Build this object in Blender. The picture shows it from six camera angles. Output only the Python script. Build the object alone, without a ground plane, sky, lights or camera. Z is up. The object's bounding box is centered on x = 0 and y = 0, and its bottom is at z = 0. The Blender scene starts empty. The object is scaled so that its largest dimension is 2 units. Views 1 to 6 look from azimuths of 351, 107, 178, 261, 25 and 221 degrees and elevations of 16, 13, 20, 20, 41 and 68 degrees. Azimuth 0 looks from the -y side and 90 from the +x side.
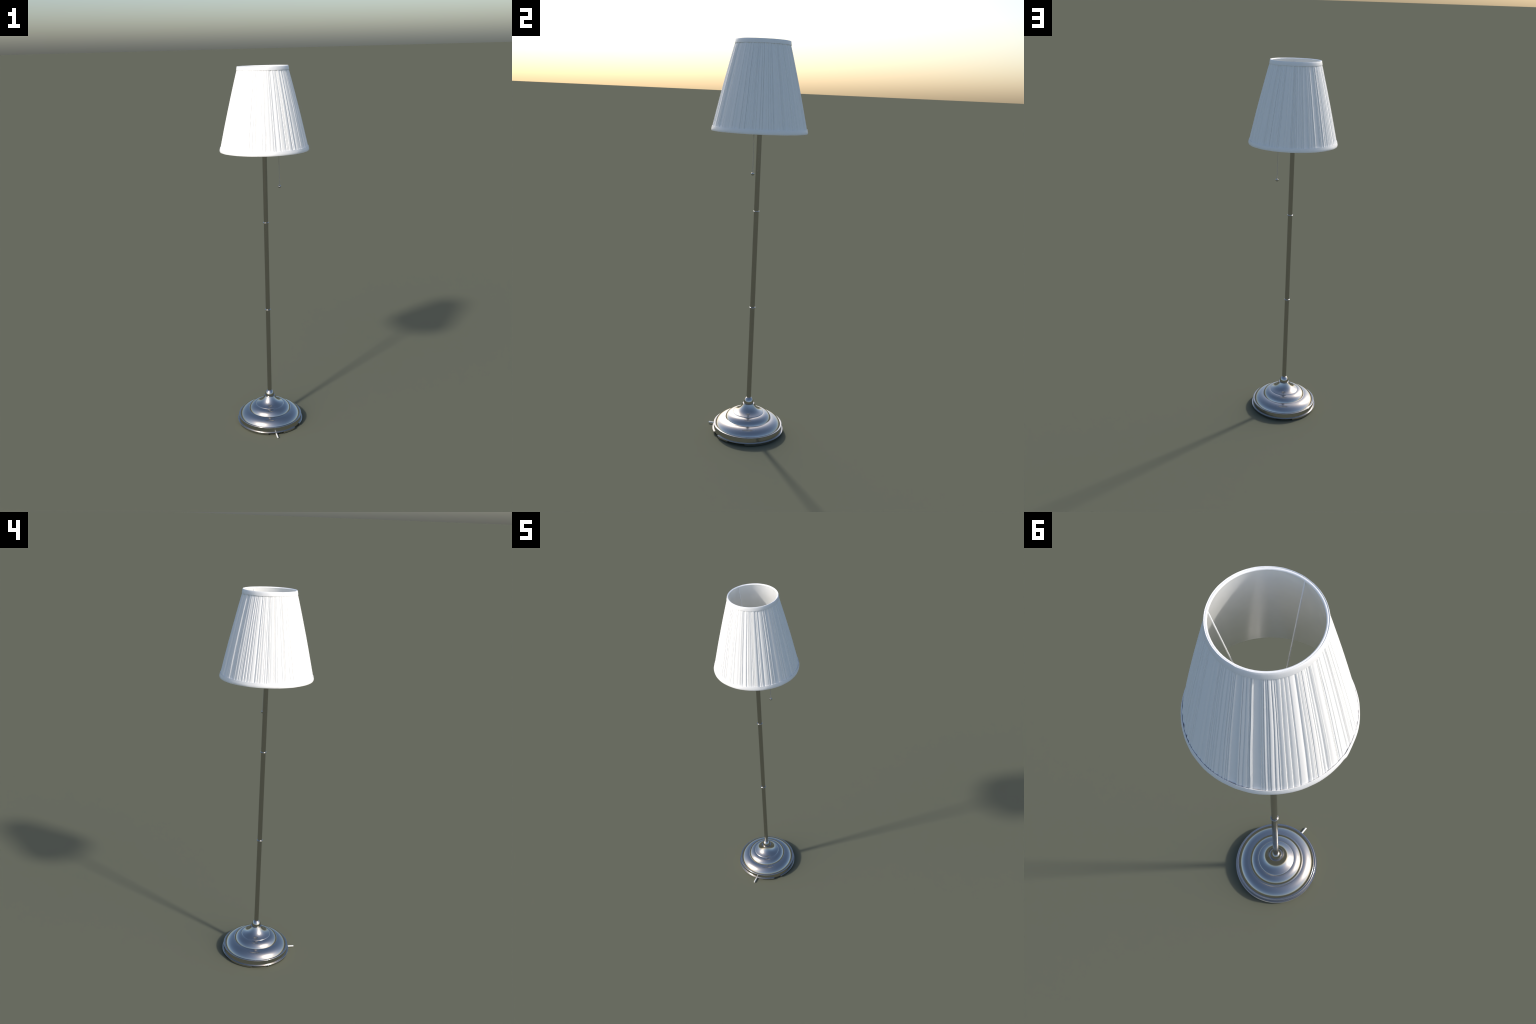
"""Pleated-shade floor lamp: brushed-nickel stepped base, three-piece pole,
white knife-pleated fabric shade on a wire frame, bead pull chain."""
import bpy, bmesh, math, random
from mathutils import Vector, noise

TAU = math.tau
rng = random.Random(7)


# ---------------------------------------------------------------- materials
def new_material(name):
    m = bpy.data.materials.new(name)
    m.use_nodes = True
    return m, m.node_tree.nodes, m.node_tree.links, m.node_tree.nodes["Principled BSDF"]


def nickel(name, colour, rough, spread=0.03):
    """Satin nickel: metallic, roughness broken up by a fine noise."""
    m, n, l, p = new_material(name)
    p.inputs["Metallic"].default_value = 1.0
    p.inputs["Base Color"].default_value = (*colour, 1)
    tc, no, mr = n.new("ShaderNodeTexCoord"), n.new("ShaderNodeTexNoise"), n.new("ShaderNodeMapRange")
    no.inputs["Scale"].default_value = 60.0
    no.inputs["Detail"].default_value = 3.0
    mr.inputs["To Min"].default_value = rough - spread
    mr.inputs["To Max"].default_value = rough + spread
    l.new(tc.outputs["Object"], no.inputs["Vector"])
    l.new(no.outputs["Fac"], mr.inputs["Value"])
    l.new(mr.outputs["Result"], p.inputs["Roughness"])
    return m


def cloth(name, colour, rough, weave_scale, bump, specular=0.3):
    """Matt white textile: tiny weave bump, barely visible tone variation."""
    m, n, l, p = new_material(name)
    p.inputs["Roughness"].default_value = rough
    p.inputs["Specular IOR Level"].default_value = specular
    tc, mp = n.new("ShaderNodeTexCoord"), n.new("ShaderNodeMapping")
    no, cr, bp = n.new("ShaderNodeTexNoise"), n.new("ShaderNodeValToRGB"), n.new("ShaderNodeBump")
    mp.inputs["Scale"].default_value = (1, 1, 0.25)
    no.inputs["Scale"].default_value = weave_scale
    no.inputs["Detail"].default_value = 4.0
    cr.color_ramp.elements[0].position, cr.color_ramp.elements[1].position = 0.3, 0.7
    cr.color_ramp.elements[0].color = (*(c * 0.965 for c in colour), 1)
    cr.color_ramp.elements[1].color = (*colour, 1)
    bp.inputs["Strength"].default_value = bump
    bp.inputs["Distance"].default_value = 0.001
    l.new(tc.outputs["Object"], mp.inputs["Vector"])
    l.new(mp.outputs["Vector"], no.inputs["Vector"])
    l.new(no.outputs["Fac"], cr.inputs["Fac"])
    l.new(cr.outputs["Color"], p.inputs["Base Color"])
    l.new(no.outputs["Fac"], bp.inputs["Height"])
    l.new(bp.outputs["Normal"], p.inputs["Normal"])
    return m


def plain(name, colour, rough, specular=0.5):
    m, n, l, p = new_material(name)
    p.inputs["Roughness"].default_value = rough
    p.inputs["Specular IOR Level"].default_value = specular
    tc, no, mx = n.new("ShaderNodeTexCoord"), n.new("ShaderNodeTexNoise"), n.new("ShaderNodeMix")
    mx.data_type = "RGBA"
    no.inputs["Scale"].default_value = 40.0
    mx.inputs["A"].default_value = (*(c * 0.96 for c in colour), 1)
    mx.inputs["B"].default_value = (*colour, 1)
    l.new(tc.outputs["Object"], no.inputs["Vector"])
    l.new(no.outputs["Fac"], mx.inputs["Factor"])
    l.new(mx.outputs["Result"], p.inputs["Base Color"])
    return m


METAL = nickel("satin_nickel", (0.48, 0.47, 0.455), 0.16, 0.01)
TUBE = nickel("satin_nickel_tube", (0.47, 0.455, 0.43), 0.16, 0.002)
FABRIC = cloth("pleated_white_fabric", (0.97, 0.965, 0.95), 0.7, 900, 0.10, 0.4)
TAPE = cloth("white_ribbon_tape", (0.96, 0.96, 0.96), 0.45, 500, 0.10, 0.5)
LINING = plain("shade_lining_film", (0.97, 0.97, 0.95), 0.17)
PAINT = plain("white_painted_wire", (0.94, 0.94, 0.94), 0.35)
VINYL = plain("white_vinyl_cord", (0.82, 0.81, 0.77), 0.4)
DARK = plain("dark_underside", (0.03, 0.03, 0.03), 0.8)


# ---------------------------------------------------------------- helpers
def part(name, bm, material, parent, sharp=35):
    me = bpy.data.meshes.new(name)
    bmesh.ops.recalc_face_normals(bm, faces=bm.faces)
    bm.to_mesh(me)
    bm.free()
    me.polygons.foreach_set("use_smooth", [True] * len(me.polygons))
    if sharp:
        me.set_sharp_from_angle(angle=math.radians(sharp))
    me.materials.append(material)
    o = bpy.data.objects.new(name, me)
    bpy.context.scene.collection.objects.link(o)
    o.parent = parent
    return o


def lathe(profile, segments=96, closed=False, start=0.0, sweep=TAU, wobble=None):
    """Revolve (radius, z) points about the z axis; a full turn or an arc.
    closed=True joins the last profile point to the first."""
    bm = bmesh.new()
    full = abs(sweep - TAU) < 1e-6
    count = segments if full else segments + 1
    rows = []
    for i in range(count):
        a = start + sweep * i / segments
        row = []
        for r, z in profile:
            dr, dz = wobble(a, r, z) if wobble else (0, 0)
            row.append(bm.verts.new(((r + dr) * math.cos(a), (r + dr) * math.sin(a), z + dz)))
        rows.append(row)
    span = len(profile) if closed else len(profile) - 1
    for i in range(segments):
        a, b = rows[i], rows[(i + 1) % count]
        for k in range(span):
            k2 = (k + 1) % len(profile)
            bm.faces.new((a[k], b[k], b[k2], a[k2]))
    if not full and closed:
        bm.faces.new(rows[0])
        bm.faces.new(rows[-1])
    bmesh.ops.remove_doubles(bm, verts=bm.verts, dist=1e-6)
    return bm


def arc(cx, cz, ax, az, a0, a1, n):
    """Points on an ellipse centred (cx, cz), angles in degrees."""
    out = []
    for i in range(n + 1):
        t = math.radians(a0 + (a1 - a0) * i / n)
        out.append((cx + ax * math.cos(t), cz + az * math.sin(t)))
    return out


def tube(points, radius, segments=12):
    """Round wire through a polyline, with flat end caps."""
    bm = bmesh.new()
    pts = [Vector(p) for p in points]
    rings = []
    side = None
    for i, p in enumerate(pts):
        d = (pts[min(i + 1, len(pts) - 1)] - pts[max(i - 1, 0)]).normalized()
        if side is None:
            side = d.orthogonal().normalized()
        side = (side - d * side.dot(d)).normalized()
        up = d.cross(side)
        rings.append([bm.verts.new(p + radius * (math.cos(TAU * k / segments) * side + math.sin(TAU * k / segments) * up)) for k in range(segments)])
    for a, b in zip(rings, rings[1:]):
        for k in range(segments):
            bm.faces.new((a[k], a[(k + 1) % segments], b[(k + 1) % segments], b[k]))
    bm.faces.new(rings[0])
    bm.faces.new(rings[-1])
    return bm


def ring(radius, z, minor, segments=96, sides=12, squash=1.0):
    return lathe(arc(radius, z, minor, minor * squash, 0, 360 - 360 / sides, sides - 1), segments, closed=True)


# ---------------------------------------------------------------- the thing
lamp = bpy.data.objects.new("floor_lamp", None)
bpy.context.scene.collection.objects.link(lamp)
lamp["label"] = "tall floor lamp with white pleated shade and nickel base"
lamp["category"] = "floor lamp"

# ---------------------------------------------------------------- base
R_WALL = 0.1816
profile = [(0.0, 0.012), (R_WALL, 0.012), (R_WALL, 0.0165), (0.1797, 0.0384)]
profile += arc(0.1785, 0.0412, 0.0025, 0.0025, -62, 90, 9) + [(0.1731, 0.0437)]   # flat rim lip
profile += arc(0.1200, 0.0263, 0.0562, 0.0506, 20, 88, 28)             # outer dome
profile += arc(0.0788, 0.0631, 0.0437, 0.0426, 20, 86, 24)             # middle dome
profile += [(0.0803, 0.1057)]                                           # sharp little step
for k in range(27):                                                     # concave cone, steeper towards the neck
    f = k / 26
    profile.append((0.0786 - 0.0484 * f, 0.1077 + 0.0483 * (0.40 * f + 2.0 * f ** 3.5 / 3.5)))
profile += [(0.0262, 0.1546), (0.0, 0.1546)]
base = part("base", lathe(profile, 128), METAL, lamp, 28)

# collar: egg-shaped cap that grips the foot of the pole
profile = [(0.0, 0.1545), (0.0252, 0.1545), (0.0256, 0.1555), (0.0256, 0.1600), (0.0255, 0.1645), (0.0250, 0.1685), (0.0241, 0.1720),
           (0.0227, 0.1755), (0.0209, 0.1790), (0.0189, 0.1820), (0.0166, 0.1850), (0.0143, 0.1873), (0.0124, 0.1890), (0.0, 0.1890)]
collar = part("collar", lathe(profile, 64), METAL, lamp, 50)

# flange strip around the wall foot, open over a short notch
NOTCH_FROM, NOTCH_TO = math.radians(-37.5), math.radians(-51.5) + TAU
flange_profile = [(0.1750, 0.0118), (0.1866, 0.0118), (0.1873, 0.0126), (0.1873, 0.0144), (0.1866, 0.0152), (0.1800, 0.0155), (0.1750, 0.0155)]
flange = part("flange", lathe(flange_profile, 110, True, NOTCH_FROM, NOTCH_TO - NOTCH_FROM), METAL, base, 40)

# feet: arcs of skirt under the flange with gaps between
for a0, a1 in ((-37.5, -14.5), (14.7, 75.2), (104.6, 165.5), (193.7, 256.5), (284.0, 308.5)):
    foot_profile = [(0.1700, 0.0), (0.1815, 0.0), (0.1832, 0.0012), (0.1836, 0.0119), (0.1700, 0.0119)]
    part("foot", lathe(foot_profile, 30, True, math.radians(a0), math.radians(a1 - a0)), METAL, base, 40)
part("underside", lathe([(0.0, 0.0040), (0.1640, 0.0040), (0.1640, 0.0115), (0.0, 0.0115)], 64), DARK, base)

# mains cord stub leaving through the front gap
cord = part("power_cord", tube([(0.0015, -0.1660, 0.0044), (0.0015, -0.19, 0.0044), (0.0015, -0.2215, 0.0042)], 0.0042, 16), VINYL, lamp, 40)

# ---------------------------------------------------------------- pole
R_POLE = 0.0120
joints = (0.186, 0.6822, 1.1812, 1.5780)
for z0, z1 in zip(joints, joints[1:]):
    part("pole", lathe([(0.0, z0), (R_POLE, z0), (R_POLE, z1), (0.0, z1)], 48), TUBE, lamp, 40).location.x = 0.0005
for z in joints[1:3]:
    part("joint_ring", ring(0.0132, z, 0.0030, 48, 12, 0.9), METAL, lamp, 0)

# ---------------------------------------------------------------- lamp holder
profile = [(0.0, 1.5730), (0.0150, 1.5730), (0.0210, 1.5765), (0.0228, 1.5830), (0.0228, 1.6700), (0.0205, 1.6740), (0.0205, 1.6800), (0.0, 1.6800)]
socket = part("lamp_socket", lathe(profile, 48), PAINT, lamp, 40)
arm = part("switch_arm", tube([(0.018, -0.003, 1.612), (0.060, -0.003, 1.612), (0.072, -0.003, 1.609), (0.0755, -0.003, 1.600)], 0.0032, 12), METAL, socket, 40)
guide = part("chain_guide", lathe([(0.0022, 1.5765), (0.0095, 1.5750), (0.0098, 1.5790), (0.0070, 1.5900), (0.0036, 1.6000), (0.0022, 1.6000)], 24, True), METAL, socket, 40)
guide.location = (0.0755, -0.003, 0.0)

# ---------------------------------------------------------------- shade
Z_TOP, Z_BOTTOM = 2.0, 1.572
shade = bpy.data.objects.new("lampshade", None)
bpy.context.scene.collection.objects.link(shade)
shade.parent = lamp


def cone_radius(z):
    """Radius of the cloth cone (mid pleat) at height z."""
    f = (1.9800 - z) / (1.9800 - 1.6040)
    return 0.1317 + f * (0.2238 - 0.1317) + 0.0020 * math.sin(math.pi * min(1.0, max(0.0, f)))


def make_pleats(count=128):
    """Irregular knife pleats: each a tilted flat strip with a sharp fold beside it.
    Returns columns of (turn fraction, height) plus a drift seed per column."""
    widths = [math.exp(rng.gauss(0, 0.60)) for _ in range(count)]
    total = sum(widths)
    columns, at = [], 0.0
    for i, w in enumerate(widths):
        w /= total
        metres = w * TAU * 0.18
        high = rng.uniform(0.55, 1.0) * min(0.0034, 0.0010 + 0.32 * metres)
        low = -rng.uniform(0.4, 1.0) * 0.0018
        kind = rng.random()
        w1 = min(0.34, rng.uniform(0.0006, 0.0022) / metres)     # width share of the fold wall
        if kind < 0.46:      # fold on the left, running down to the right
            shape = ((0.00, low), (w1 * 0.5, (low + high) * 0.5), (w1, high * 0.92), (w1 + 0.06, high), (0.55, high * 0.62), (0.86, high * 0.22), (0.97, low * 0.9))
        elif kind < 0.74:    # fold on the right
            shape = ((0.00, low * 0.9), (0.11, high * 0.22), (0.42, high * 0.62), (0.94 - w1, high), (1 - w1, high * 0.92), (1 - w1 * 0.5, (low + high) * 0.5), (0.985, low))
        elif kind < 0.92:    # box pleat, both edges folded
            shape = ((0.00, low), (w1 * 0.8, high * 0.85), (w1 + 0.06, high), (0.50, high * 0.93), (0.94 - w1, high), (1 - w1 * 0.8, high * 0.85))
        else:                # sunk gap
            shape = ((0.00, low), (0.15, low * 1.3), (0.50, low * 1.5), (0.85, low * 1.3))
        for t, h in shape:
            columns.append((at + t * w, h))
        at += w
    return columns


pleats = make_pleats()
rows = 30
bm = bmesh.new()
grid = []
for j in range(rows + 1):
    f = j / rows
    z = 1.5800 + (1.9880 - 1.5800) * f
    line = []
    for turn, h in pleats:
        a = turn * TAU
        ca, sa = math.cos(a), math.sin(a)
        drift = 0.0016 * noise.noise(Vector((ca * 9, sa * 9, z * 5)))
        depth = h * (1.0 - 0.25 * f) + 0.0003 * noise.noise(Vector((ca * 30, sa * 30, z * 9 + 40)))
        press = min(1.0, f / 0.06, (1.0 - f) / 0.05)          # flattened where the tapes hold it
        r = cone_radius(z) + depth * (0.45 + 0.55 * press)
        b = a + drift / r
        line.append(bm.verts.new((r * math.cos(b), r * math.sin(b), z)))
    grid.append(line)
n = len(pleats)
for lo, hi in zip(grid, grid[1:]):
    for k in range(n):
        bm.faces.new((lo[k], lo[(k + 1) % n], hi[(k + 1) % n], hi[k]))
cloth_part = part("pleated_fabric", bm, FABRIC, shade, 50)

# lining film inside the cloth
heights = [1.9950 - (1.9950 - 1.5735) * k / 12 for k in range(13)]
lining_profile = [(cone_radius(z) - 0.0036 - 0.0070 * (1.995 - z), z) for z in heights]
lining_profile += [(r + 0.0010, z) for r, z in reversed(lining_profile)]
part("shade_lining", lathe(lining_profile, 96, True), LINING, shade, 40)


# ribbon tapes: outer face slightly puckered, folded over the frame wire
def pucker(amount, seam=None, lift=0.0):
    def f(a, r, z):
        c, s = math.cos(a), math.sin(a)
        d = amount * noise.noise(Vector((c * 7, s * 7, z * 60)))
        e = amount * 0.8 * noise.noise(Vector((c * 5, s * 5, 11.0)))
        if seam is not None:
            past = (a - seam) % TAU                    # overlapped tape end
            if past < 0.16:
                d += lift * (1 - past / 0.16) * min(1.0, past / 0.012)
        return d, e
    return f


top_profile = [(0.1330, 1.9808), (0.1347, 1.9798), (0.1347, 1.9826), (0.1328, 1.9930), (0.1317, 1.9985), (0.1308, 1.9998),
               (0.1298, 1.9988), (0.1298, 1.9880), (0.1310, 1.9850)]
part("top_tape", lathe(top_profile, 120, True, wobble=pucker(0.0004, math.radians(100), 0.001)), TAPE, shade, 45)
bottom_profile = [(0.2290, 1.5880), (0.2300, 1.5922), (0.2312, 1.5926), (0.2328, 1.5855), (0.2343, 1.5788), (0.2342, 1.5738), (0.2333, 1.5712),
                  (0.2298, 1.5709), (0.2285, 1.5750)]
part("bottom_tape", lathe(bottom_profile, 120, True, wobble=pucker(0.0008, math.radians(-177), 0.0028)), TAPE, shade, 32)

# wire frame: top ring, lower fitting ring and three slanting struts
frame = part("frame_ring", ring(0.1273, 1.9955, 0.0032, 72, 12), PAINT, shade, 0)
STRUT_TOP, STRUT_FOOT = (0.1262, 1.9930), (0.0268, 1.5800)
STRUT_BENDS = ((0.0500, 1.6250), (0.0440, 1.6050), (0.0360, 1.5900))
part("fitting_ring", ring(STRUT_FOOT[0] - 0.001, STRUT_FOOT[1] - 0.001, 0.0028, 48, 12), PAINT, shade, 0)
for turn in (30, 150, 270):
    c, s = math.cos(math.radians(turn)), math.sin(math.radians(turn))
    part("strut", tube([(r * c, r * s, z) for r, z in (STRUT_TOP, *STRUT_BENDS, STRUT_FOOT)], 0.0017, 12), PAINT, shade, 40)
part("lower_frame_ring", ring(0.2292, 1.5765, 0.0016, 96, 10), PAINT, shade, 0)

# ---------------------------------------------------------------- pull chain
TOP, END = Vector((0.0755, -0.0030, 1.6000)), Vector((0.0778, -0.0010, 1.3830))
bm = bmesh.new()
beads = 54
for i in range(beads + 1):
    p = TOP.lerp(END, i / beads)
    made = bmesh.ops.create_uvsphere(bm, u_segments=8, v_segments=6, radius=0.0017)
    bmesh.ops.translate(bm, verts=made["verts"], vec=p)
link = tube([TOP, END], 0.0004, 6)
tmp = bpy.data.meshes.new("tmp")
link.to_mesh(tmp)
link.free()
bm.from_mesh(tmp)
bpy.data.meshes.remove(tmp)
chain = part("pull_chain", bm, METAL, lamp, 0)
chain["kind"] = "stuff"
bm = bmesh.new()
bmesh.ops.create_uvsphere(bm, u_segments=24, v_segments=16, radius=0.0082)
bmesh.ops.translate(bm, verts=bm.verts, vec=END - Vector((0, 0, 0.0085)))
part("pull_ball", bm, METAL, chain, 0)
